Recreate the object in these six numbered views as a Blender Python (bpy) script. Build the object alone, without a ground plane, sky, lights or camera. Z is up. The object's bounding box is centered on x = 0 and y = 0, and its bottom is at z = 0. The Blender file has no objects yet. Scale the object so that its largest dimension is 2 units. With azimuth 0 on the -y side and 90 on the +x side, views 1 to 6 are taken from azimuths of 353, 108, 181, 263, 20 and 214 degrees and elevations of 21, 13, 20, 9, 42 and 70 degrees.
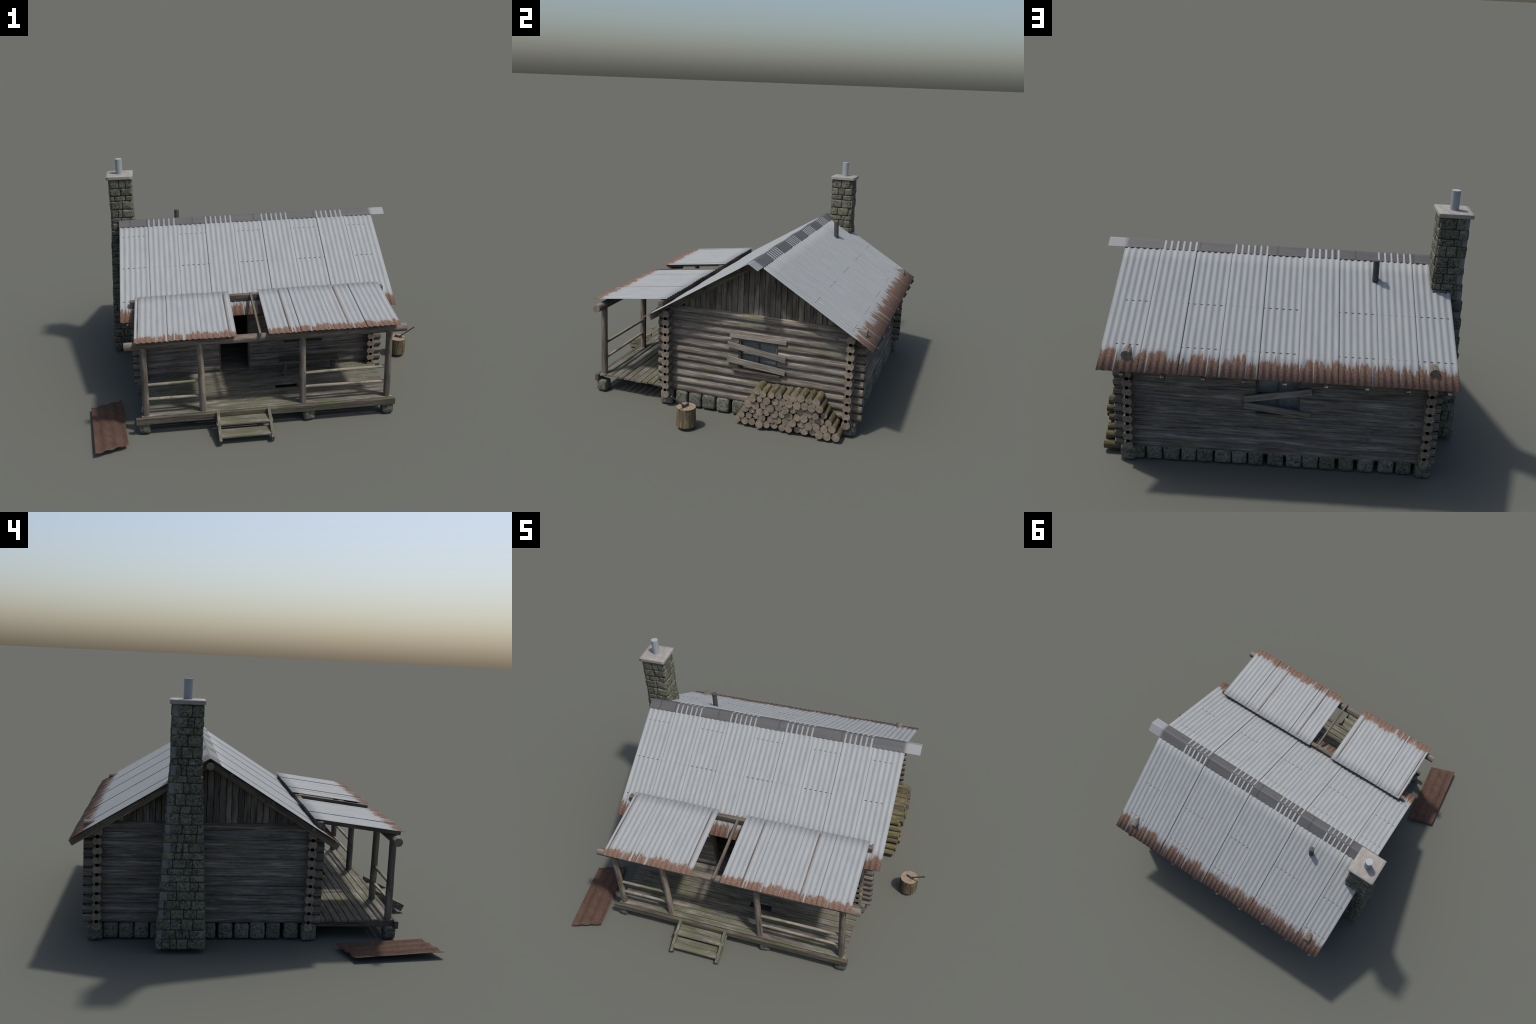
"""Weathered log cabin with tin roof, porch, stone chimney, firewood stack, chopping block and a fallen tin sheet."""
import bpy, bmesh, math, random
from mathutils import Vector, Matrix, noise

RND = random.Random(7)
U = RND.uniform

# ------------------------------------------------------------------ nodes
class NT:
    """Small helper that writes node trees as expressions."""
    def __init__(s, name, rough=0.85, spec=0.2):
        s.mat = bpy.data.materials.new(name); s.mat.use_nodes = True
        s.t = s.mat.node_tree; s.t.nodes.clear()
        s.out = s.n('ShaderNodeOutputMaterial'); s.bsdf = s.n('ShaderNodeBsdfPrincipled')
        s.t.links.new(s.bsdf.outputs[0], s.out.inputs[0])
        s.bsdf.inputs['Roughness'].default_value = rough
        s.bsdf.inputs['Specular IOR Level'].default_value = spec
        s.tc = s.n('ShaderNodeTexCoord'); s.info = s.n('ShaderNodeObjectInfo')
    def n(s, k): return s.t.nodes.new(k)
    def put(s, sock, v):
        if hasattr(v, 'is_output'): s.t.links.new(v, sock)
        elif isinstance(v, (tuple, list)) and sock.type == 'RGBA': sock.default_value = (*v[:3], 1)
        else: sock.default_value = v
    def m(s, op, a, b=0.0, c=0.0, clamp=False):
        x = s.n('ShaderNodeMath'); x.operation = op; x.use_clamp = clamp
        for i, v in enumerate((a, b, c)): s.put(x.inputs[i], v)
        return x.outputs[0]
    def coords(s, scale=(1, 1, 1), shift=37.0, obj_loc=False):
        """Object coordinates, scaled; each object shifted by its own random number."""
        a = s.n('ShaderNodeVectorMath'); a.operation = 'MULTIPLY_ADD'
        s.put(a.inputs[0], s.tc.outputs['Object']); a.inputs[1].default_value = scale
        r = s.n('ShaderNodeCombineXYZ')
        q = s.m('MULTIPLY', s.info.outputs['Random'], shift)
        for i in range(3): s.put(r.inputs[i], q)
        s.put(a.inputs[2], r.outputs[0])
        return a.outputs[0]
    def xyz(s, v=None):
        x = s.n('ShaderNodeSeparateXYZ'); s.put(x.inputs[0], v if v is not None else s.tc.outputs['Object'])
        return x.outputs
    def comb(s, x=0.0, y=0.0, z=0.0):
        c = s.n('ShaderNodeCombineXYZ')
        for i, v in enumerate((x, y, z)): s.put(c.inputs[i], v)
        return c.outputs[0]
    def noise(s, vec, scale=1.0, detail=4.0, rough=0.55, dist=0.0):
        x = s.n('ShaderNodeTexNoise'); s.put(x.inputs['Vector'], vec)
        x.inputs['Scale'].default_value = scale; x.inputs['Detail'].default_value = detail
        x.inputs['Roughness'].default_value = rough; x.inputs['Distortion'].default_value = dist
        return x.outputs['Fac']
    def vor(s, vec, scale, feature='F1'):
        x = s.n('ShaderNodeTexVoronoi'); x.feature = feature
        s.put(x.inputs['Vector'], vec); x.inputs['Scale'].default_value = scale
        return x.outputs['Distance']
    def step(s, v, lo, hi):
        x = s.n('ShaderNodeMapRange'); x.interpolation_type = 'SMOOTHSTEP'
        s.put(x.inputs[0], v); x.inputs[1].default_value = lo; x.inputs[2].default_value = hi
        return x.outputs[0]
    def ramp(s, v, *stops):
        x = s.n('ShaderNodeValToRGB'); s.put(x.inputs[0], v); e = x.color_ramp.elements
        while len(e) < len(stops): e.new(0.5)
        for el, (p, c) in zip(e, stops): el.position = p; el.color = (*c, 1)
        return x.outputs[0]
    def mix(s, f, a, b, blend='MIX'):
        x = s.n('ShaderNodeMix'); x.data_type = 'RGBA'; x.blend_type = blend
        s.put(x.inputs[0], f); s.put(x.inputs[6], a); s.put(x.inputs[7], b)
        return x.outputs[2]
    def gain(s, col, v):
        """Multiply a colour by a grey value."""
        return s.mix(1.0, col, s.comb(v, v, v), 'MULTIPLY')
    def done(s, col, bump=None, strength=0.3, dist=0.002):
        s.put(s.bsdf.inputs['Base Color'], col)
        if bump is not None:
            b = s.n('ShaderNodeBump'); b.inputs['Strength'].default_value = strength
            b.inputs['Distance'].default_value = dist
            s.put(b.inputs['Height'], bump); s.t.links.new(b.outputs[0], s.bsdf.inputs['Normal'])
        return s.mat

def mat_wood(name, dark, mid, light, moss=0.0, moss_col=(.085, .10, .035), grain=1.0, vary=.35, checks=.6):
    """Weathered timber: grain runs along local X."""
    s = NT(name)
    c = s.coords((6, 75 * grain, 75 * grain))
    g = s.noise(c, 1.0, 6, .62, .4)
    broad = s.noise(s.coords((7, 22, 22), 11.0), 1.0, 3)
    v = s.m('ADD', s.m('MULTIPLY', g, .72), s.m('MULTIPLY', broad, .28))
    col = s.ramp(v, (.36, dark), (.50, mid), (.63, light))
    split = s.step(s.noise(s.coords((5, 120, 120), 53.0), 1.0, 3, .5, .6), .60, .68)
    col = s.mix(s.m('MULTIPLY', split, checks), col, tuple(x * .35 for x in dark))
    knot = s.vor(s.coords((9, 26, 26), 91.0), 1.0)
    col = s.mix(s.m('MULTIPLY', s.step(knot, .17, .06), .55), col, tuple(x * .7 for x in dark))
    pale = s.step(s.noise(s.coords((4, 14, 14), 71.0), 1.0, 4), .60, .72)
    col = s.mix(s.m('MULTIPLY', pale, .4), col, tuple(x * 1.25 for x in light))
    tone = s.m('ADD', 1 - vary / 2, s.m('MULTIPLY', s.info.outputs['Random'], vary))
    col = s.gain(col, tone)
    if moss > 0:
        mo = s.step(s.m('ADD', s.noise(s.coords((7, 16, 16), 23.0), 1.0, 5, .6),
                        s.m('MULTIPLY', s.noise(s.coords((60, 150, 150), 23.0), 1.0, 3), .25)), .71 - moss * .3, .81 - moss * .3)
        col = s.mix(s.m('MULTIPLY', mo, .7), col, s.mix(g, tuple(x * .55 for x in moss_col), tuple(x * 1.5 for x in moss_col)))
    return s.done(col, s.m('SUBTRACT', g, s.m('MULTIPLY', split, .6)), .45, .003)

def mat_end(name, base, dark):
    """Sawn log end: growth rings round local X plus radial checks."""
    s = NT(name)
    x, y, z = s.xyz()
    r = s.m('SQRT', s.m('ADD', s.m('MULTIPLY', y, y), s.m('MULTIPLY', z, z)))
    n = s.noise(s.coords((60, 60, 60)), 1.0, 4)
    ring = s.m('SINE', s.m('ADD', s.m('MULTIPLY', r, 1500), s.m('MULTIPLY', n, 8)))
    v = s.m('ADD', s.m('MULTIPLY', n, .8), s.m('MULTIPLY', ring, .07))
    col = s.ramp(v, (.25, dark), (.42, base), (.62, tuple(min(1, c * 1.25) for c in base)))
    fine = s.noise(s.coords((420, 420, 420)), 1.0, 3)
    col = s.gain(col, s.m('ADD', .72, s.m('MULTIPLY', fine, .56)))
    tone = s.m('ADD', .85, s.m('MULTIPLY', s.info.outputs['Random'], .3))
    return s.done(s.gain(col, tone), n, .3, .002)

def mat_bark(name, dark, mid, light, moss):
    s = NT(name, .95)
    c = s.coords((14, 110, 110))
    g = s.noise(c, 1.0, 6, .65, .8)
    col = s.ramp(g, (.34, dark), (.5, mid), (.66, light))
    mo = s.step(s.noise(s.coords((16, 30, 30), 19.0), 1.0, 4), .62 - moss * .25, .74 - moss * .25)
    col = s.mix(s.m('MULTIPLY', mo, .8), col, s.mix(g, (.045, .05, .014), (.13, .135, .04)))
    col = s.gain(col, s.m('ADD', .75, s.m('MULTIPLY', s.info.outputs['Random'], .5)))
    return s.done(col, g, .8, .004)

def mat_tin(name, rust_height):
    """Galvanised sheet: local Y runs up the slope from the eave; rust bites in from the eave."""
    s = NT(name, .7, .2)
    x, y, z = s.xyz()
    lx = s.n('ShaderNodeSeparateXYZ'); s.put(lx.inputs[0], s.info.outputs['Location'])
    wx = s.m('ADD', x, s.m('MULTIPLY', lx.outputs[0], 1.37))
    wy = s.m('ADD', y, s.m('MULTIPLY', lx.outputs[1], 3.1))
    broad = s.noise(s.comb(s.m('MULTIPLY', wx, 16), wy, 0.0), 1.0, 3)
    teeth = s.noise(s.comb(s.m('MULTIPLY', wx, 95), s.m('MULTIPLY', wy, 3), 2.0), 1.0, 2)
    grit = s.noise(s.comb(s.m('MULTIPLY', wx, 330), s.m('MULTIPLY', wy, 110), 5.0), 1.0, 4, .65)
    streak = s.step(s.noise(s.comb(s.m('MULTIPLY', wx, 62), 7.0, s.m('MULTIPLY', lx.outputs[1], 9.0)), 1.0, 1), .625, .665)
    h = s.m('ADD', rust_height, s.m('MULTIPLY', s.m('SUBTRACT', broad, .5), rust_height * 1.7))
    h = s.m('ADD', h, s.m('MULTIPLY', s.m('SUBTRACT', teeth, .5), rust_height * 1.3))
    h = s.m('MULTIPLY', h, s.m('SUBTRACT', 1.0, s.m('MULTIPLY', streak, 1.3)))
    d = s.m('ADD', s.m('SUBTRACT', y, h), s.m('MULTIPLY', s.m('SUBTRACT', grit, .5), .065))
    rust = s.step(d, .005, -.004)
    halo = s.step(d, .045, -.005)
    cloud = s.noise(s.comb(s.m('MULTIPLY', wx, 30), s.m('MULTIPLY', wy, 7), 1.0), 1.0, 5)
    tin = s.ramp(cloud, (.3, (.248, .264, .272)), (.5, (.268, .283, .288)), (.7, (.288, .300, .298)))
    dust = s.noise(s.comb(s.m('MULTIPLY', wx, 240), s.m('MULTIPLY', wy, 30), 3.0), 1.0, 3)
    tin = s.gain(tin, s.m('ADD', .93, s.m('MULTIPLY', dust, .14)))
    tin = s.mix(s.m('MULTIPLY', halo, s.step(grit, .45, .62)), tin, (.20, .185, .17))
    rc = s.ramp(s.noise(s.comb(s.m('MULTIPLY', wx, 140), s.m('MULTIPLY', wy, 90), 8.0), 1.0, 5, .7),
                (.32, (.105, .064, .046)), (.5, (.168, .104, .077)), (.68, (.222, .148, .112)))
    col = s.mix(rust, tin, rc)
    s.put(s.bsdf.inputs['Roughness'], s.m('ADD', .65, s.m('MULTIPLY', rust, .3)))
    return s.done(col, grit, .1, .001)

def mat_rust(name):
    s = NT(name, .95, .1)
    c = s.coords((1, 1, 1), 5.0)
    a = s.noise(c, 120, 5, .7); b = s.noise(c, 18, 4)
    col = s.ramp(s.m('ADD', s.m('MULTIPLY', a, .6), s.m('MULTIPLY', b, .4)),
                 (.36, (.056, .034, .026)), (.5, (.080, .050, .038)), (.64, (.104, .067, .051)))
    return s.done(col, a, .4, .002)

def mat_ridge(name):
    """Dull grey ridge flashing, bright where it runs past the roof (local X > x_edge)."""
    s = NT(name, .6, .3)
    x, y, z = s.xyz()
    n = s.noise(s.coords((3, 60, 60), 0.0), 1.0, 4); f = s.noise(s.coords((70, 20, 20), 0.0), 1.0, 4)
    col = s.ramp(n, (.3, (.076, .076, .079)), (.7, (.098, .098, .10)))
    col = s.gain(col, s.m('ADD', .9, s.m('MULTIPLY', f, .2)))
    lap = s.step(s.m('ABSOLUTE', s.m('SUBTRACT', s.m('PINGPONG', s.m('ADD', x, .12), .19), .14)), .0055, .003)
    col = s.mix(s.m('MULTIPLY', lap, .6), col, (.04, .04, .042))
    e = s.step(s.m('ADD', x, s.m('MULTIPLY', f, .02)), .758, .792)
    return s.done(s.mix(e, col, (.235, .245, .25)), f, .05, .001)

def mat_stone(name, dark, mid, light, moss_col, moss=.5, crack=1.0):
    s = NT(name, .95, .15)
    c = s.coords((1, 1, 1), 9.0)
    a = s.noise(c, 85, 6, .7, .6); b = s.noise(c, 18, 4); f = s.noise(c, 260, 3, .7)
    v = s.m('ADD', s.m('MULTIPLY', a, .6), s.m('ADD', s.m('MULTIPLY', b, .2), s.m('MULTIPLY', f, .2)))
    col = s.ramp(v, (.40, dark), (.5, mid), (.62, light))
    mo = s.step(s.m('ADD', s.m('MULTIPLY', b, .6), s.m('MULTIPLY', a, .4)), .56 - moss * .14, .66 - moss * .1)
    col = s.mix(s.m('MULTIPLY', mo, .6), col, s.mix(f, tuple(x * .6 for x in moss_col), tuple(x * 1.45 for x in moss_col)))
    ridge = s.m('ABSOLUTE', s.m('SUBTRACT', s.noise(c, 20, 3, .5, 1.2), .5))
    cr = s.m('MULTIPLY', s.step(ridge, .016, .004), s.step(b, .47, .56))
    col = s.mix(s.m('MULTIPLY', cr, .75 * crack), col, tuple(x * .3 for x in dark))
    col = s.gain(col, s.m('ADD', .8, s.m('MULTIPLY', s.info.outputs['Random'], .4)))
    return s.done(col, s.m('SUBTRACT', v, s.m('MULTIPLY', cr, .3)), .55, .004)

def mat_plain(name, a, b, scale=40, rough=.8, spec=.25, bump=.1, shift=3.0):
    s = NT(name, rough, spec)
    n = s.noise(s.coords((1, 1, 1), shift), scale, 5, .6)
    return s.done(s.ramp(n, (.35, a), (.65, b)), n, bump, .002)

def mat_glass(name):
    s = NT(name, .25, .5)
    n = s.noise(s.coords((1, 1, 1)), 60, 4)
    f = s.noise(s.coords((1, 1, 1)), 420, 2)
    col = s.ramp(s.m('ADD', s.m('MULTIPLY', n, .6), s.m('MULTIPLY', f, .4)), (.35, (.105, .127, .134)), (.65, (.165, .19, .198)))
    return s.done(col, f, .1, .001)

LOG = mat_wood('weathered_log_wood', (.066, .055, .045), (.145, .126, .104), (.265, .238, .204), moss=.06, moss_col=(.118, .122, .07), grain=1.5, checks=.45, vary=.25)
LOG_END = mat_end('sawn_log_end', (.195, .163, .125), (.12, .10, .077))
POST = mat_wood('porch_pole_wood', (.080, .066, .052), (.150, .127, .103), (.235, .205, .17), moss=.0, checks=.5)
RAIL = mat_wood('rail_wood', (.13, .11, .085), (.21, .185, .15), (.31, .28, .235), moss=.25)
DECK = mat_wood('mossy_deck_wood', (.066, .058, .049), (.138, .125, .108), (.215, .198, .175), moss=.41, moss_col=(.098, .107, .058), vary=.3, checks=.35, grain=.6)
RIM = mat_wood('deck_rim_wood', (.045, .038, .030), (.085, .073, .058), (.14, .124, .10), moss=.34, moss_col=(.08, .088, .042), vary=.2)
TIMBER = mat_wood('roof_timber_wood', (.06, .049, .039), (.115, .096, .077), (.18, .155, .128), checks=.4)
GABLE = mat_wood('gable_board_wood', (.055, .046, .038), (.115, .100, .084), (.185, .165, .142), checks=.6, grain=.5, vary=.5)
PLANK = mat_wood('nailed_plank_wood', (.11, .097, .083), (.185, .167, .145), (.26, .238, .208), checks=.5, vary=.15)
FRAME = mat_wood('window_frame_wood', (.055, .045, .036), (.10, .083, .067), (.155, .132, .108))
CHINK = mat_plain('grey_chinking', (.10, .108, .112), (.15, .158, .162), 30)
TIN_REAR = mat_tin('galvanised_tin_heavy_rust', .092)
TIN_MAIN = mat_tin('galvanised_tin_eave_rust', .066)
TIN_PORCH = mat_tin('galvanised_tin_porch_rust', .050)
RUST = mat_rust('rusted_sheet_iron')
RIDGE = mat_ridge('ridge_flashing_metal')
STONE = mat_stone('mossy_chimney_stone', (.026, .027, .022), (.112, .111, .087), (.225, .222, .182), (.132, .135, .080), .45)
FOOT = mat_stone('foundation_stone', (.038, .040, .032), (.125, .128, .105), (.235, .238, .205), (.115, .125, .06), .35)
MORTAR = mat_plain('smooth_mortar', (.135, .135, .132), (.175, .175, .17), 25)
JOINT = mat_plain('dark_chimney_joint', (.030, .030, .025), (.055, .055, .047), 60)
CONCRETE = mat_plain('concrete_cap', (.23, .215, .195), (.29, .275, .25), 30)
PIPE = mat_plain('galvanised_pipe', (.26, .28, .30), (.30, .32, .335), 20, .5, .4, .02)
STOVE = mat_plain('sooty_stovepipe', (.050, .056, .050), (.075, .08, .072), 40, .7)
BARK = mat_bark('mossy_bark', (.045, .036, .024), (.105, .088, .055), (.175, .155, .10), .45)
STUMP_BARK = mat_bark('block_bark', (.035, .026, .017), (.095, .075, .045), (.165, .14, .09), .25)
WOOD_END = mat_end('firewood_end', (.205, .170, .134), (.13, .106, .082))
STUMP_END = mat_end('chopped_block_face', (.225, .175, .13), (.155, .117, .085))
GLASS = mat_glass('blue_grey_window_glass')
BLACK = mat_plain('flat_black', (.001, .001, .001), (.0015, .0015, .0015), 10, 1, 0)
HAFT = mat_wood('axe_handle_wood', (.075, .058, .043), (.12, .095, .072), (.17, .14, .11))
IRON = mat_plain('dull_axe_iron', (.05, .046, .042), (.10, .092, .084), 80, .6, .4)
DARK_FLOOR = mat_wood('inner_floor_wood', (.02, .017, .013), (.04, .034, .027), (.06, .05, .04))

# ------------------------------------------------------------------ objects
def empty(name, loc=(0, 0, 0), parent=None):
    o = bpy.data.objects.new(name, None); o.location = loc; o.empty_display_size = .1
    bpy.context.scene.collection.objects.link(o)
    if parent: o.parent = parent
    return o

def add(name, mesh, parent, matrix=None, mats=()):
    for m in mats: mesh.materials.append(m)
    o = bpy.data.objects.new(name, mesh)
    bpy.context.scene.collection.objects.link(o)
    W = matrix if matrix is not None else Matrix()
    if parent is not None:
        o.parent = parent
        P = WORLD.get(parent.name, Matrix.Translation(parent.location))
        o.matrix_parent_inverse = Matrix()
        o.matrix_basis = P.inverted() @ W
    else:
        o.matrix_basis = W
    WORLD[o.name] = W
    return o
WORLD = {}

def mesh_of(name, verts, faces, smooth=None, mat_idx=None):
    me = bpy.data.meshes.new(name); me.from_pydata(verts, [], faces)
    if smooth is not None: me.polygons.foreach_set('use_smooth', smooth)
    if mat_idx is not None: me.polygons.foreach_set('material_index', mat_idx)
    me.update()
    return me

def frame(p0, p1, up=(0, 0, 1)):
    """Matrix whose local X points from p0 to p1, origin at the middle."""
    p0, p1 = Vector(p0), Vector(p1)
    x = (p1 - p0).normalized(); u = Vector(up)
    if abs(x.dot(u)) > .99: u = Vector((0, 1, 0))
    y = u.cross(x).normalized(); z = x.cross(y)
    M = Matrix((x, y, z)).transposed().to_4x4(); M.translation = (p0 + p1) / 2
    return M, (p1 - p0).length

def log_mesh(name, L, r, sides=8, segs=10, wob=.05, taper=0.0, spin=None, chamfer=.0):
    """Round pole along local X with a slightly uneven surface; slot 1 is the sawn end."""
    ph = U(0, 99); spin = U(0, 6.28) if spin is None else spin
    V, F, S, I = [], [], [], []
    stations = [-L / 2 + L * i / segs for i in range(segs + 1)]
    for x in stations:
        k = 1 + taper * (x / L)
        for j in range(sides):
            a = spin + 2 * math.pi * j / sides
            n = noise.noise(Vector((x * 9 + ph, math.cos(a) * .8, math.sin(a) * .8 + ph)))
            rr = r * k * (1 + wob * n)
            bend = r * wob * 1.2 * noise.noise(Vector((x * 2.2 + ph, 5, ph)))
            V.append((x, rr * math.cos(a), rr * math.sin(a) + bend))
    for i in range(segs):
        for j in range(sides):
            a, b = i * sides + j, i * sides + (j + 1) % sides
            F.append((a, b, b + sides, a + sides)); S.append(True); I.append(0)
    n0 = len(V)
    V += V[:sides] + V[segs * sides:(segs + 1) * sides]
    F.append(tuple(range(n0 + sides - 1, n0 - 1, -1))); F.append(tuple(range(n0 + sides, n0 + 2 * sides)))
    S += [False, False]; I += [1, 1]
    return mesh_of(name, V, F, S, I)

def pole(name, p0, p1, r, parent, mat=LOG, end=LOG_END, **kw):
    M, L = frame(p0, p1)
    return add(name, log_mesh(name, L, r, **kw), parent, M, (mat, end))

def slab_mesh(name, L, W, T, bev=.0015, rough=.0, segs=None):
    """Sawn board along local X (W along Y, T along Z), chamfered, with slightly wavy edges."""
    bm = bmesh.new()
    segs = segs or max(1, min(24, int(L / .06)))
    ph = U(0, 99)
    ring = []
    pro = [(-W/2 + bev, -T/2), (W/2 - bev, -T/2), (W/2, -T/2 + bev), (W/2, T/2 - bev),
           (W/2 - bev, T/2), (-W/2 + bev, T/2), (-W/2, T/2 - bev), (-W/2, -T/2 + bev)]
    for i in range(segs + 1):
        x = -L / 2 + L * i / segs
        row = []
        for y, z in pro:
            e = rough * noise.noise(Vector((x * 14 + ph, 3 if y > 0 else -3, ph)))
            w = rough * .6 * noise.noise(Vector((x * 5 + ph, 9, 1)))
            ex = rough * noise.noise(Vector((y * 60, ph, 4))) if i in (0, segs) else 0
            row.append(bm.verts.new((x + ex, y + e * (1 if y > 0 else -1), z + w)))
        ring.append(row)
    for a, b in zip(ring, ring[1:]):
        for j in range(8):
            bm.faces.new((a[j], a[(j + 1) % 8], b[(j + 1) % 8], b[j]))
    bm.faces.new(ring[0][::-1]); bm.faces.new(ring[-1])
    bmesh.ops.recalc_face_normals(bm, faces=bm.faces)
    me = bpy.data.meshes.new(name); bm.to_mesh(me); bm.free()
    return me

def board(name, p0, p1, W, T, parent, mat, up=(0, 0, 1), bev=.0012, rough=.0):
    M, L = frame(p0, p1, up)
    return add(name, slab_mesh(name, L, W, T, bev, rough), parent, M, (mat,))

def rock_mesh(name, size, rad, bumpy, n=5, freq=30, flat_bottom=False):
    """Rounded, bumpy block centred on its origin."""
    sx, sy, sz = (c / 2 for c in size)
    rad = min(rad, sx * .95, sy * .95, sz * .95); ph = U(0, 99)
    idx, V, F = {}, [], []
    def vert(ax, sgn, i, j):
        c = [0, 0, 0]; c[ax] = sgn; o = [k for k in range(3) if k != ax]
        c[o[0]] = -1 + 2 * i / n; c[o[1]] = -1 + 2 * j / n
        key = tuple(round(t, 4) for t in c)
        if key in idx: return idx[key]
        p = Vector((c[0] * sx, c[1] * sy, c[2] * sz))
        q = Vector(tuple(max(-h + rad, min(h - rad, t)) for t, h in zip(p, (sx, sy, sz))))
        d = p - q
        if d.length > rad: p = q + d.normalized() * rad
        nv = Vector((p.x / sx, p.y / sy, p.z / sz)).normalized()
        p = p + nv * bumpy * (noise.noise(p * freq + Vector((ph, ph, 0))) + .5 * noise.noise(p * freq * 2.7 + Vector((0, ph, ph))))
        if flat_bottom and p.z < -sz: p.z = -sz
        idx[key] = len(V); V.append(tuple(p)); return idx[key]
    for ax in range(3):
        for sgn in (-1, 1):
            for i in range(n):
                for j in range(n):
                    f = [vert(ax, sgn, i, j), vert(ax, sgn, i + 1, j), vert(ax, sgn, i + 1, j + 1), vert(ax, sgn, i, j + 1)]
                    if (sgn > 0) == (ax == 1): f.reverse()
                    F.append(f)
    me = mesh_of(name, V, F, [True] * len(F))
    return me

def box_mesh(name, lo, hi):
    x0, y0, z0 = lo; x1, y1, z1 = hi
    V = [(x, y, z) for z in (z0, z1) for y in (y0, y1) for x in (x0, x1)]
    F = [(0, 2, 3, 1), (4, 5, 7, 6), (0, 1, 5, 4), (1, 3, 7, 5), (3, 2, 6, 7), (2, 0, 4, 6)]
    return mesh_of(name, V, F)

def join_meshes(name, parts):
    bm = bmesh.new()
    for me in parts:
        bm.from_mesh(me)
    out = bpy.data.meshes.new(name); bm.to_mesh(out); bm.free()
    for me in parts: bpy.data.meshes.remove(me)
    return out

# ================================================================== CABIN
cabin = empty('log_cabin')
cabin['label'] = 'weathered log cabin with corrugated tin roof, porch and stone chimney'
cabin['category'] = 'cabin'

XE, XW, YS, YN = .647, -.700, -.260, .758       # wall axes: east, west, south, north
ENDX, ENDY = (-.757, .720), (-.326, .826)       # where the crossing logs stop
PITCH, R = .0458, .0234
ZX = [.077 + PITCH * i for i in range(11)]      # logs that run along x
ZY = [.100 + PITCH * i for i in range(11)]      # logs that run along y
DECK_Z = .101

# openings: (wall, low, high, first log, last log)
DOOR = (-.257, -.075); DOOR_LOGS = range(1, 9)
WIN_S = (.135, .350); WIN_N = (-.125, .077); WIN_E = (.146, .366)
WIN_X_LOGS = range(5, 9); WIN_Y_LOGS = range(4, 8)

def spans(lo, hi, holes):
    out, a = [], lo
    for h0, h1 in sorted(holes):
        out.append((a, h0)); a = h1
    out.append((a, hi)); return out

for wall, y in (('S', YS), ('N', YN)):
    for i, z in enumerate(ZX):
        holes = []
        if wall == 'S':
            if i in DOOR_LOGS: holes.append(DOOR)
            if i in WIN_X_LOGS: holes.append(WIN_S)
        elif i in WIN_X_LOGS: holes.append(WIN_N)
        for a, b in spans(*ENDX, holes):
            pole('wall_log', (a, y, z + U(-.0006, .0006)), (b, y, z + U(-.0006, .0006)), R * U(.95, 1.03), cabin,
                 segs=max(4, int((b - a) / .06)), sides=10, spin=U(0, 6.28))
for x in (XE, XW):
    for i, z in enumerate(ZY):
        holes = [WIN_E] if (x == XE and i in WIN_Y_LOGS) else []
        for a, b in spans(*ENDY, holes):
            pole('wall_log', (x, a, z + U(-.0006, .0006)), (x, b, z + U(-.0006, .0006)), R * U(.95, 1.03), cabin,
                 segs=max(4, int((b - a) / .06)), sides=10, spin=U(0, 6.28))

# flat black square blocks where the stacked log ends meet
black_squares = []
for k in range(10):
    s = .0088 * U(.95, 1.05)
    for y in (YS, YN):
        z = (ZX[k] + ZX[k + 1]) / 2
        for x0, x1 in ((ENDX[1] - .012, ENDX[1] + .0012), (ENDX[0] - .0012, ENDX[0] + .012)):
            black_squares.append(box_mesh('n', (x0, y - s, z - s), (x1, y + s, z + s)))
    for x in (XE, XW):
        z = (ZY[k] + ZY[k + 1]) / 2
        for y0, y1 in ((ENDY[1] - .012, ENDY[1] + .0012), (ENDY[0] - .0012, ENDY[0] + .012)):
            black_squares.append(box_mesh('n', (x - s, y0, z - s), (x + s, y1, z + s)))
o = add('log_end_black_square', join_meshes('log_end_black_square', black_squares), cabin, None, (BLACK,)); o['kind'] = 'stuff'
bv = o.modifiers.new('round', 'BEVEL'); bv.width = .0035; bv.segments = 2

# grey chinking seen between the logs
ch, T = [], .0128
def chink_x(y, a, b, z0, z1): ch.append(box_mesh('c', (a, y - T, z0), (b, y + T, z1)))
def chink_y(x, a, b, z0, z1): ch.append(box_mesh('c', (x - T, a, z0), (x + T, b, z1)))
zt = ZX[10]; wx0, wx1 = ZX[5] - .02, ZX[8] + .02; wy0, wy1 = ZY[4] - .02, ZY[7] + .02
chink_x(YN, XW, XE, .077, wx0); chink_x(YN, XW, WIN_N[0], wx0, wx1); chink_x(YN, WIN_N[1], XE, wx0, wx1); chink_x(YN, XW, XE, wx1, zt)
chink_x(YS, XW, DOOR[0], .077, ZX[8] + .02); chink_x(YS, DOOR[1], WIN_S[0], .077, ZX[8] + .02)
chink_x(YS, WIN_S[0], WIN_S[1], .077, wx0); chink_x(YS, WIN_S[1], XE, .077, ZX[8] + .02); chink_x(YS, XW, XE, ZX[8] + .02, zt)
chink_y(XE, YS, YN, .1, wy0); chink_y(XE, YS, WIN_E[0], wy0, wy1); chink_y(XE, WIN_E[1], YN, wy0, wy1); chink_y(XE, YS, YN, wy1, ZY[10])
chink_y(XW, YS, YN, .1, ZY[10])
add('wall_chinking', join_meshes('wall_chinking', ch), cabin, None, (CHINK,))

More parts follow.
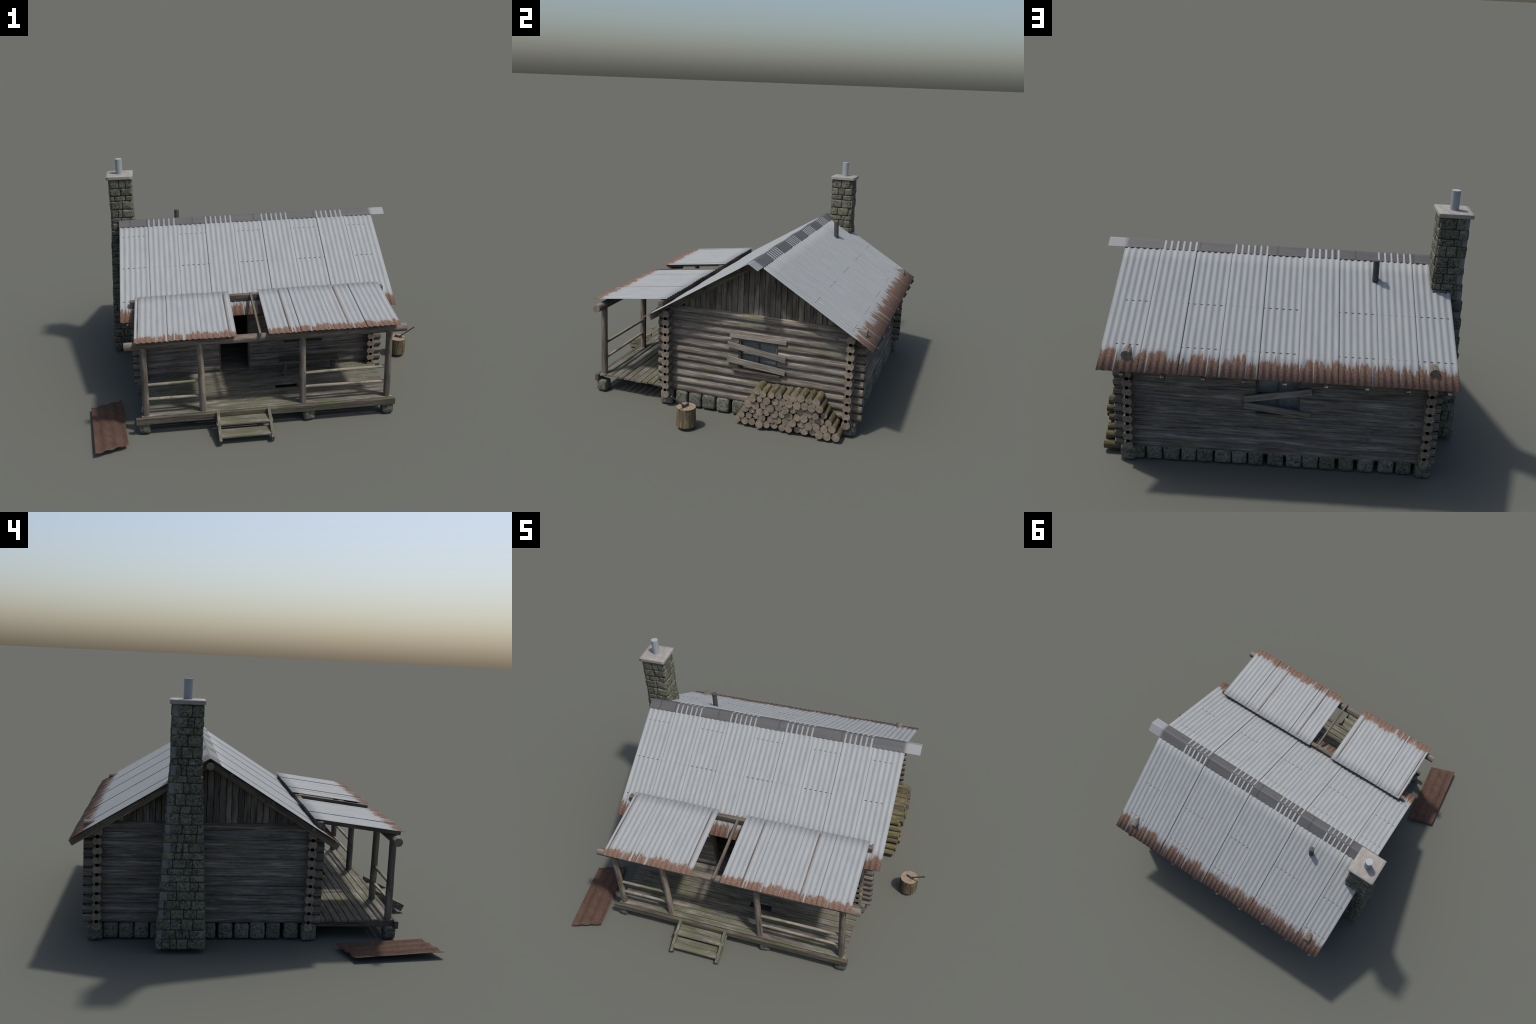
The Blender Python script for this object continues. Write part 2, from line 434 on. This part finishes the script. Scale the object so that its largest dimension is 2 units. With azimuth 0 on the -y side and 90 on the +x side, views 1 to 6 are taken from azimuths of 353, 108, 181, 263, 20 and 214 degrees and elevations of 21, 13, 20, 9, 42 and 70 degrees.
# inner floor
add('inner_floor', box_mesh('inner_floor', (XW, YS - .012, .082), (XE, YN, .098)), cabin, None, (DECK,))

# door jambs and lintel
for x in (DOOR[0] + .005, DOOR[1] - .005):
    board('door_jamb', (x, YS, .099), (x, YS, ZX[8] + .022), .040, .010, cabin, FRAME, up=(1, 0, 0))
board('door_lintel', (DOOR[0], YS, ZX[8] + .018), (DOOR[1], YS, ZX[8] + .018), .040, .010, cabin, FRAME)

# ------------------------------------------------------------------ windows
def window(axis, wall, out, lo, hi, z0, z1, boards, sill):
    """axis 'x': wall runs along x. out is +1/-1, the outward direction."""
    SET = -.003
    def P(a, d, z):   # along, outward depth, height
        return (a, wall + out * d, z) if axis == 'x' else (wall + out * d, a, z)
    depth_up = (0, 1, 0) if axis == 'x' else (1, 0, 0)
    mid, zm = (lo + hi) / 2, (z0 + z1) / 2
    root = board('window_frame', P(lo + .006, SET + .004, z0), P(lo + .006, SET + .004, z1), .012, .030, cabin, FRAME, up=depth_up)
    def B(n, a, b, W, T, m=FRAME, up=depth_up, rough=0.0): return board(n, a, b, W, T, root, m, up=up, rough=rough)
    B('frame_stile', P(hi - .006, SET + .004, z0), P(hi - .006, SET + .004, z1), .012, .030)
    B('frame_rail', P(lo, SET + .003, z1 - .007), P(hi, SET + .003, z1 - .007), .014, .030)
    B('frame_rail', P(lo, SET + .003, z0 + .007), P(hi, SET + .003, z0 + .007), .014, .030)
    B('glazing_bar', P(mid, SET + .002, z0), P(mid, SET + .002, z1), .007, .012)
    B('glazing_bar', P(lo, SET + .0015, zm), P(hi, SET + .0015, zm), .007, .012)
    for a0, a1 in ((lo + .01, mid), (mid, hi - .01)):
        for b0, b1 in ((z0 + .01, zm), (zm, z1 - .01)):
            c = P((a0 + a1) / 2, SET - (.004 if b1 < zm + .01 else 0), (b0 + b1) / 2)
            w, h = (a1 - a0) / 2 - .0005, (b1 - b0) / 2 - .0005
            me = box_mesh('window_pane', (-w, -.0015, -h), (w, .0015, h)) if axis == 'x' else box_mesh('window_pane', (-.0015, -w, -h), (.0015, w, h))
            add('window_pane', me, root, Matrix.Translation(c), (GLASS,))
    (s0, s1, sz), (h0, h1, hz) = sill
    B('window_sill', P(s0, .022, sz), P(s1, .022, sz), .030, .010, FRAME, (0, 0, 1), .001)
    B('window_head_board', P(h0, R + .002, hz), P(h1, R + .002, hz), .021, .008, PLANK, depth_up, .001)
    for (a0, b0), (a1, b1), w in boards:
        B('nailed_plank', P(a0, R + .009, b0), P(a1, R + .009, b1), w, .009, PLANK, depth_up, .0015)

window('y', XE, 1, *WIN_E, ZY[4] - .023, ZY[7] + .022,
       [((.088, .408), (.412, .363), .030), ((.088, .324), (.412, .292), .033)], ((.118, .385, .266), (.098, .412, .455)))
window('x', YN, 1, *WIN_N, ZX[5] - .026, ZX[8] + .022,
       [((.125, .357), (-.174, .413), .031), ((.125, .325), (-.174, .291), .031)], ((.070, -.118, .282), (.10, -.15, .475)))
window('x', YS, -1, *WIN_S, ZX[5] - .026, ZX[8] + .022,
       [((.080, .395), (.400, .425), .031), ((.080, .300), (.405, .345), .031)], ((.13, .355, .270), (.10, .385, .475)))

# closed plank shutter left of the door
shutter = board('shutter_batten', (-.596, YS - R - .016, .375), (-.345, YS - R - .016, .375), .020, .006, cabin, FRAME, up=(0, 1, 0))
board('shutter_batten', (-.596, YS - R - .016, .465), (-.345, YS - R - .016, .465), .020, .006, shutter, FRAME, up=(0, 1, 0))
for i in range(8):
    x = -.580 + .0313 * i
    board('shutter_board', (x, YS - R - .008, .348 + U(-.002, .002)), (x, YS - R - .008, .492 + U(-.002, .002)), .0300, .010, shutter, GABLE, up=(0, 1, 0))

# ------------------------------------------------------------------ gables
RIDGE_Y, RIDGE_Z, SLOPE = .2490, .9000, .617
def roof_z(y): return RIDGE_Z - SLOPE * abs(y - RIDGE_Y)
for x, sgn in ((XE, 1), (XW, -1)):
    y = YS + .085
    while y < YN - .085:
        w = min(U(.0275, .0335), YN - .08 - y); a, b = y + .0013, y + w - .0013
        t = .006; d = U(-.0025, .0025); zb = ZY[10] + .010 + U(-.003, .001)
        ztop = lambda q: max(zb + .002, roof_z(q) - .014)
        pts = [(a, zb), (b, zb), (b, ztop(b))]
        if a < RIDGE_Y < b: pts.append((RIDGE_Y, ztop(RIDGE_Y)))
        pts.append((a, ztop(a)))
        cx, cy, cz = x + d, (a + b) / 2, .70
        # local X is up (grain), local Y is world y
        n = len(pts)
        V = [(pz - cz, py - cy, -t) for py, pz in pts] + [(pz - cz, py - cy, t) for py, pz in pts]
        F = [tuple(range(n)), tuple(range(2 * n - 1, n - 1, -1))] + [(i, i + n, (i + 1) % n + n, (i + 1) % n) for i in range(n)]
        me = mesh_of('gable_board', V, F)
        bm = bmesh.new(); bm.from_mesh(me); bmesh.ops.recalc_face_normals(bm, faces=bm.faces); bm.to_mesh(me); bm.free()
        M = Matrix(((0, 0, 1, cx), (0, 1, 0, cy), (1, 0, 0, cz), (0, 0, 0, 1)))
        add('gable_board', me, cabin, M, (GABLE,))
        y += w

# ------------------------------------------------------------------ roof
AMP, PERIOD = .0021, .0305
def tin_mesh(name, width, length, phase=.006, amp=AMP, period=PERIOD, thick=.0010, sag=0.0, rows=6):
    """Corrugated sheet: x across (0..width), y up the slope (0..length), z is the outside."""
    nx = int(width / period * 14); V, F = [], []
    for side in (0, 1):
        for j in range(rows + 1):
            for i in range(nx + 1):
                x = width * i / nx; y = length * j / rows
                z = amp * math.cos(2 * math.pi * (x - phase) / period) - side * thick
                z += sag * noise.noise(Vector((x * 6, y * 5, 3)))
                V.append((x, y, z))
    st = nx + 1; off = st * (rows + 1)
    for j in range(rows):
        for i in range(nx):
            a = j * st + i
            F.append((a, a + 1, a + st + 1, a + st))
            F.append((off + a, off + a + st, off + a + st + 1, off + a + 1))
    rim = [i for i in range(st)] + [j * st + nx for j in range(1, rows + 1)] + \
          [rows * st + i for i in range(nx - 1, -1, -1)] + [j * st for j in range(rows - 1, 0, -1)]
    for a, b in zip(rim, rim[1:] + rim[:1]): F.append((b, a, a + off, b + off))
    ns = 2 * rows * nx
    return mesh_of(name, V, F, [True] * ns + [False] * (len(F) - ns))

def sheet(mesh, x0, eave, up, lift, flip_width=None):
    """Place a sheet so local Y runs up the slope from the eave point (y, z)."""
    Y = Vector((0, *up)).normalized()
    X = Vector((1, 0, 0))
    Z = X.cross(Y)
    o = Vector((x0, *eave))
    if Z.z < 0:
        X = -X; Z = -Z; o.x += flip_width
    M = Matrix((X, Y, Z)).transposed().to_4x4(); M.translation = o + Z * lift
    return M

SLOPE_LEN = math.hypot(.632, .632 * SLOPE)
PANELS, PANEL_W, ROOF_X0 = 9, .1743, -.804
main_front = tin_mesh('roof_sheet', PANEL_W + .004, SLOPE_LEN - .004)
main_front.materials.append(TIN_MAIN)
main_rear = tin_mesh('roof_sheet', PANEL_W + .004, SLOPE_LEN - .004, phase=PANEL_W + .004 - .006)
main_rear.materials.append(TIN_REAR)
for i in range(PANELS):
    x0 = ROOF_X0 + PANEL_W * i; w = PANEL_W + .004
    lift = .0018 if i % 2 else 0.0
    x0 -= .002 if i else 0
    add('roof_sheet', main_front, cabin, sheet(main_front, x0, (RIDGE_Y - .632, RIDGE_Z - SLOPE * .632), (1, SLOPE), lift + U(-.0002, .0002)))
    add('roof_sheet', main_rear, cabin, sheet(main_rear, x0, (RIDGE_Y + .632, RIDGE_Z - SLOPE * .632), (-1, SLOPE), lift + U(-.0002, .0002), w))

# ridge flashing: folded strip, raised crests of every other sheet bite through it
nv = Vector((0, -SLOPE, 1)).normalized()
cap_off = AMP + .0009
V, F = [], []
apex = RIDGE_Z + cap_off * math.sqrt(1 + SLOPE ** 2)
prof = [(-.0505, apex - .0505 * SLOPE), (-.0060, apex - .0060 * SLOPE), (-.002, apex - .0022), (.002, apex - .0022),
        (.0060, apex - .0060 * SLOPE), (.0505, apex - .0505 * SLOPE)]
x_a, x_b = -.806, .852
for side in (0, 1):
    for x in (x_a, .0, .758, x_b):
        for dy, z in prof: V.append((x, RIDGE_Y + dy, z - side * .0012))
for i in range(3):
    for j in range(5):
        a = i * 6 + j
        F.append((a, a + 6, a + 7, a + 1)); F.append((24 + a, 25 + a, 31 + a, 30 + a))
for i in range(3):
    for j in (0, 5):
        a, b = i * 6 + j, i * 6 + 6 + j; F.append((a, b, b + 24, a + 24))
for j in range(5):
    F.append((j, j + 1, j + 25, j + 24)); F.append((18 + j, 19 + j, 43 + j, 42 + j))
me = mesh_of('ridge_flashing', V, F)
bm = bmesh.new(); bm.from_mesh(me); bmesh.ops.recalc_face_normals(bm, faces=bm.faces); bm.to_mesh(me); bm.free()
add('ridge_flashing', me, cabin, None, (RIDGE,))

# ridge pole, purlins, rafters
pole('ridge_pole', (-.790, RIDGE_Y - .001, .864), (.700, RIDGE_Y - .001, .864), .0195, cabin, TIMBER, LOG_END, segs=16)
for sgn in (-1, 1):
    for dist in (.111, .314, .514):
        y = RIDGE_Y + sgn * dist
        n = Vector((0, sgn * SLOPE, 1)).normalized()
        # upright square purlin; only its outer top corner nicks the sheet troughs
        c = Vector((0, y, roof_z(y))) + n * (-AMP + (.0019 if dist < .2 else .0026) - (.0016 if sgn > 0 and dist < .2 else 0)) - Vector((0, sgn * .0085, .0085))
        board('purlin', (-.786, c.y, c.z), (.705, c.y, c.z), .017, .017, cabin, TIMBER, bev=.0003)
    up = Vector((0, sgn * SLOPE, 1)).normalized()
    for k in range(9):
        x = .654 - .1769 * k
        p0 = Vector((x, RIDGE_Y + sgn * .002, roof_z(RIDGE_Y + sgn * .002))) - up * .023
        p1 = Vector((x, RIDGE_Y + sgn * .644, roof_z(RIDGE_Y + sgn * .644))) - up * .023
        board('rafter', p0, p1, .018, .031, cabin, TIMBER, up=tuple(up))

# stovepipe through the rear slope
M, L = frame((-.453, .399, .78), (-.451, .393, .909))
me = log_mesh('stovepipe', L, .0148, 18, 2, 0.0)
add('stovepipe', me, cabin, M, (STOVE, STOVE))

# ------------------------------------------------------------------ chimney
TOP = 1.147
heights = [.048, .041, .050, .043, .041, .041, .043, .032, .030, .039, .032, .043, .039, .041, .050, .034, .053,
           .048, .031, .046, .031, .050, .053, .031, .046, .053]
k = (TOP - .02) / sum(heights); heights = [h * k for h in heights]
CY = .3605
def chim(z):
    """(half width in y, outer x, inner x) of the core at height z: straight shaft, flared foot."""
    t = max(0.0, (.86 - z) / .86); t = t ** .85
    return .0665 + .045 * t, -.851 - .046 * t, -.722
V, F = [], []
levels = [.022, .1, .2, .35, .5, .65, .78, .86, 1.0, TOP]
for z in levels:
    h, xo, xi = chim(z)
    V += [(xo, CY - h, z), (xi, CY - h, z), (xi, CY + h, z), (xo, CY + h, z)]
for i in range(len(levels) - 1):
    for j in range(4):
        a = i * 4 + j; b = i * 4 + (j + 1) % 4
        F.append((a, b, b + 4, a + 4))
F += [(3, 2, 1, 0), tuple(len(V) - 4 + i for i in range(4))]
chimney = add('chimney', mesh_of('chimney', V, F), cabin, None, (JOINT,))

def stone(y_or_x0, y_or_x1, z0, z1, face, proud):
    a0, a1 = y_or_x0, y_or_x1
    zc = (z0 + z1) / 2; h, xo, xi = chim(zc)
    g = .0014
    w = a1 - a0 - 2 * g; hh = z1 - z0 - 2 * g
    if w < .006: return
    depth = .024
    me = rock_mesh('chimney_stone', (w, depth, hh), .0036, .0018, 6, 45)
    ac = (a0 + a1) / 2
    if face in 'WE':
        s = -1 if face == 'W' else 1
        x = (xo if face == 'W' else xi) + s * (proud - depth / 2)
        M = Matrix(((0, s, 0, x), (1, 0, 0, ac), (0, 0, 1, zc), (0, 0, 0, 1)))
        if s > 0: M = Matrix(((0, 1, 0, x), (-1, 0, 0, ac), (0, 0, 1, zc), (0, 0, 0, 1)))
    else:
        s = 1 if face == 'N' else -1
        y = CY + s * (h + proud - depth / 2)
        M = Matrix(((1, 0, 0, ac), (0, 1, 0, y), (0, 0, 1, zc), (0, 0, 0, 1)))
    M = M @ Matrix.Rotation(U(-.02, .02), 4, 'Z') @ Matrix.Rotation(U(-.015, .015), 4, 'X')
    add('chimney_stone', me, chimney, M, (STONE,))

def course(lo, hi, z0, z1, face):
    n_avg = (hi - lo) / (.060 if z1 - z0 < .04 else .048)
    n = max(2, round(n_avg + U(-.7, .7)))
    ws = [U(.5, 1.8) for _ in range(n)]; t = sum(ws); a = lo
    for w in ws:
        b = a + w / t * (hi - lo)
        stone(a, b, z0, z1, face, .0065 + U(-.0012, .0015)); a = b

z = 0.02
for i, hgt in enumerate(heights):
    z1 = z + hgt; h, xo, xi = chim((z + z1) / 2)
    gap = i % 2 == 1
    # west face (bare mortar block at the north corner on every other course)
    course(CY - h - .004, CY + h + (.004 if not gap else -U(.018, .030)), z, z1, 'W')
    if gap:     # bare mortar block at the north-west corner
        me = box_mesh('mortar_block', (-.020, -.020, -hgt / 2), (.020, .020, hgt / 2))
        add('mortar_block', me, chimney, Matrix.Translation((xo + .018, CY + h - .018, (z + z1) / 2)), (MORTAR,))
    # north and south flanks
    course(xo - (.003 if not gap else -U(.016, .028)), xi + .002, z, z1, 'N')
    course(xo + .002, xi + .002, z, z1, 'S')
    if z1 > .74:
        course(CY - h + (.002 if gap else -.003), CY + h - (.016 if i % 4 == 1 else 0), z, z1, 'E')
    z = z1

me = rock_mesh('chimney_cap', (.160, .161, .021), .003, .0004, 8)
add('chimney_cap', me, chimney, Matrix.Translation((-.788, .361, 1.1585)), (CONCRETE,))
M, L = frame((-.789, .361, 1.16), (-.788, .360, 1.261))
add('flue_pipe', log_mesh('flue_pipe', L, .0205, 20, 2, 0.0), chimney, M, (PIPE, PIPE))

# ------------------------------------------------------------------ foundation
def footing(x, y, sx, sy, h, z0=0.0):
    me = rock_mesh('foundation_stone', (sx, sy, h), .0115, .0028, 7, 30)
    add('foundation_stone', me, cabin, Matrix.Translation((x, y, z0 + h / 2)) @ Matrix.Rotation(U(-.05, .05), 4, 'Z'), (FOOT,))
for x in (XE + .006, XW - .008):
    for y in (YS - .008, YN + .008):
        footing(x, y, .074, .072, .076, .0025)
def row(a, b, fn):
    p = a
    while p < b - .03:
        w = U(.068, .078)
        fn(p + w / 2, w); p += w + U(.002, .012) + (.012 if RND.random() < .2 else 0)
row(-.655, .612, lambda p, w: footing(p, YN + .001, w, .056, U(.067, .073), U(.003, .006)))
row(-.218, .712, lambda p, w: footing(XE + .000, p, .056, w, U(.075, .083), U(.003, .006)))
row(-.218, .712, lambda p, w: footing(XW + .000, p, .056, w, U(.075, .083), U(.003, .006)))
row(-.655, .612, lambda p, w: footing(p, YS, w, .052, U(.060, .068), U(0, .004)))

# ------------------------------------------------------------------ porch
porch = empty('porch', (0, 0, 0), cabin)
DX0, DX1 = -.712, .664
BW = .0382
for i in range(11):
    y = -.700 + BW * (i + .5)
    a, b = DX0 + U(-.004, .004), DX1 + U(-.005, .005)
    pieces = [(a, .043), (.174, b)] if i == 5 else [(a, b)]
    for p, q in pieces:
        z = DECK_Z - .0055 + U(-.0007, .0007)
        board('deck_board', (p, y, z), (q, y, z + U(-.0006, .0006)), BW - .0034, .011, porch, DECK, bev=.0012, rough=.0006)
for x in (-.698, -.240, .182, .520):
    board('deck_joist', (x, -.702, .076), (x, -.285, .076), .018, .026, porch, TIMBER)
board('deck_rim_beam', (-.738, -.711, .082), (.680, -.711, .082), .019, .037, porch, RIM, rough=.0006)
for x in (-.697, .200, .645):
    me = rock_mesh('porch_pier', (.064, .060, .066), .014, .0035, 6, 26)
    add('porch_pier', me, porch, Matrix.Translation((x, -.685, .0355)) @ Matrix.Rotation(U(-.08, .08), 4, 'Z'), (FOOT,))

POSTS = (-.685, -.380, .168, .640)
for x in POSTS:
    pole('porch_post', (x, -.680, .098), (x + U(-.002, .002) + (.006 if x < -.6 else -.004), -.680, .508), .0182, porch, POST, LOG_END, sides=9, segs=12, wob=.06, taper=-.05)
pole('porch_beam', (-.774, -.678, .515), (.731, -.676, .5145), .0225, porch, POST, LOG_END, sides=9, segs=24, wob=.05)
for a, b in ((POSTS[0], POSTS[1]), (POSTS[2], POSTS[3])):
    pole('porch_rail', (a, -.679, .281), (b, -.679, .285), .0082, porch, RAIL, LOG_END, segs=12, wob=.10)
    pole('porch_rail', (a, -.679, .197), (b, -.679, .192), .0078, porch, RAIL, LOG_END, segs=12, wob=.10)

# porch roof
PT, PF = (-.271, .6112), (-.725, .5544)
pv = Vector((0, PT[0] - PF[0], PT[1] - PF[1])); PLEN = pv.length
pn = Vector((1, 0, 0)).cross(pv).normalized()
board('porch_ledger', (-.748, -.297, .5835), (.706, -.297, .5835), .026, .034, porch, TIMBER)
def porch_z(y): return PF[1] + (y - PF[0]) / (PT[0] - PF[0]) * (PT[1] - PF[1])
SEEN = (0, 3, 4, 5, 7)
for k in range(9):
    x = -.703 + .1591 * k
    off = -AMP + (.0022 if k in SEEN else -.0010) - .011
    if k == 4: off = -.013
    a = Vector((x, -.290, porch_z(-.290))) + pn * off
    b = Vector((x, -.708, porch_z(-.708))) + pn * off
    board('porch_rafter', a, b, .0085 if k != 4 else .012, .022, porch, TIMBER, up=tuple(pn))
def porch_group(x0, n, w):
    me = tin_mesh('porch_roof_sheet', w + .004, PLEN); me.materials.append(TIN_PORCH)
    for i in range(n):
        add('porch_roof_sheet', me, porch, sheet(me, x0 + w * i - (.002 if i else 0), PF, (pv.y, pv.z), (.0018 if i % 2 else 0.0) + U(-.0002, .0002)))
porch_group(-.7195, 3, .1755)
porch_group(-.0235, 4, .1766)

# bench against the wall
bench = board('bench', (.088, -.345, .193), (.438, -.345, .193), .034, .010, porch, RIM, rough=.0006)
board('bench_slat', (.088, -.383, .193), (.436, -.383, .193), .034, .010, bench, RIM, rough=.0006)
for x in (.118, .405):
    for y in (-.342, -.390):
        board('bench_leg', (x, y, .099), (x, y, .188), .016, .014, bench, RIM)

# steps
STEP_X = (-.303, -.028)
steps = empty('porch_steps', (0, 0, 0), porch)
for x in STEP_X:
    # stringer outline in the y-z plane: slanted board cut level at the foot
    pts = [(-.7225, .118), (-.7225, .078), (-.872, .002), (-.889, .037)]
    t = .0075; n = len(pts); cy, cz = -.80, .06
    V = [(py - cy, x_, pz - cz) for x_ in (-t, t) for py, pz in pts]
    F = [tuple(range(n)), tuple(range(2 * n - 1, n - 1, -1))] + [(i, i + n, (i + 1) % n + n, (i + 1) % n) for i in range(n)]
    me = mesh_of('step_stringer', V, F)
    bm = bmesh.new(); bm.from_mesh(me); bmesh.ops.recalc_face_normals(bm, faces=bm.faces); bm.to_mesh(me); bm.free()
    add('step_stringer', me, steps, Matrix(((0, 1, 0, x), (1, 0, 0, cy), (0, 0, 1, cz), (0, 0, 0, 1))), (DECK,))
for y0, y1, zt in ((-.727, -.803, .080), (-.790, -.868, .046)):
    for a, b in ((y0, (y0 + y1) / 2), ((y0 + y1) / 2, y1)):
        c = (a + b) / 2
        board('step_tread', (STEP_X[0] - .012 + U(-.003, .003), c, zt - .005), (STEP_X[1] + .012 + U(-.003, .003), c, zt - .005), abs(b - a) - .0015, .010, steps, DECK, rough=.0006)

# ================================================================== FIREWOOD
stack = empty('firewood_stack', (.73, .45, 0))
stack['label'] = 'stack of short round firewood logs with mossy bark'
stack['category'] = 'firewood'
ROWS = 6
for r in range(ROWS):
    n = 14 - r
    y0, y1 = .190 + .0205 * r, .721 - .0220 * r
    for i in range(n):
        y = y0 + (y1 - y0) * i / (n - 1) + U(-.003, .003)
        rad = U(.0175, .0235); z = .0325 + .0345 * r + U(-.003, .003)
        x1 = U(.770, .793); x0 = x1 - U(.105, .120)
        x0 = max(x0, XE + R + .001)
        pole('firewood_log', (x0, y + U(-.002, .002), z), (x1, y, z + U(-.002, .002)), rad, stack, BARK, WOOD_END, sides=8, segs=4, wob=.10)

# ================================================================== CHOPPING BLOCK + AXE
M, L = frame((.905, -.048, 0.017), (.905, -.048, .1175))
block = add('chopping_block', log_mesh('chopping_block', L, .0525, 12, 6, .05, -.04), None, M, (STUMP_BARK, STUMP_END))
block['label'] = 'short round chopping block with rough bark sides'
block['category'] = 'stump'
axe = empty('axe', (.915, -.051, .1175))
axe['label'] = 'old axe with dark wooden handle stuck in block'
axe['category'] = 'axe'
pole('axe_handle', (.917, -.051, .124), (.9965, -.090, .204), .0042, axe, HAFT, HAFT, sides=8, segs=6, wob=.05)
# axe head: wedge from poll to bit
p_poll, p_bit = Vector((.930, -.058, .121)), Vector((.888, -.041, .126))
M, L = frame(p_poll, p_bit)
V = []
for x, w, hgt, dz in ((-L / 2, .0045, .0085, .0), (-L * .1, .0048, .0085, .0), (L * .3, .0028, .010, -.001), (L / 2, .0006, .0135, -.003)):
    V += [(x, -w, dz - hgt), (x, w, dz - hgt), (x, w, dz + hgt), (x, -w, dz + hgt)]
F = [(3, 2, 1, 0), (12, 13, 14, 15)] + [(i * 4 + j, i * 4 + (j + 1) % 4, i * 4 + 4 + (j + 1) % 4, i * 4 + 4 + j) for i in range(3) for j in range(4)]
add('axe_head', mesh_of('axe_head', V, F), axe, M, (IRON,))

# ================================================================== FALLEN SHEET
A, B_, C_, D_ = Vector((-1.000, -.443, .020)), Vector((-.830, -.384, .018)), Vector((-.779, -.831, .026)), Vector((-.946, -.889, .026))
o0 = D_; X = (C_ - D_); Yv = (A - D_)
w = X.length; side = Yv.copy()
X.normalize(); Z = X.cross(Yv).normalized(); Yv = Z.cross(X).normalized()
l = side.dot(Yv); skew = side.dot(X) / l
M = Matrix((X, Yv, Z)).transposed().to_4x4(); M.translation = o0
fallen = add('fallen_tin_sheet', tin_mesh('fallen_tin_sheet', w, l, phase=.0, amp=.0036, period=w / 3.0, sag=.003, rows=16), None, M, (RUST,))
for v in fallen.data.vertices: v.co.x += skew * v.co.y      # racked out of square
fallen['label'] = 'rusty brown corrugated iron sheet lying on ground'
fallen['category'] = 'metal sheet'
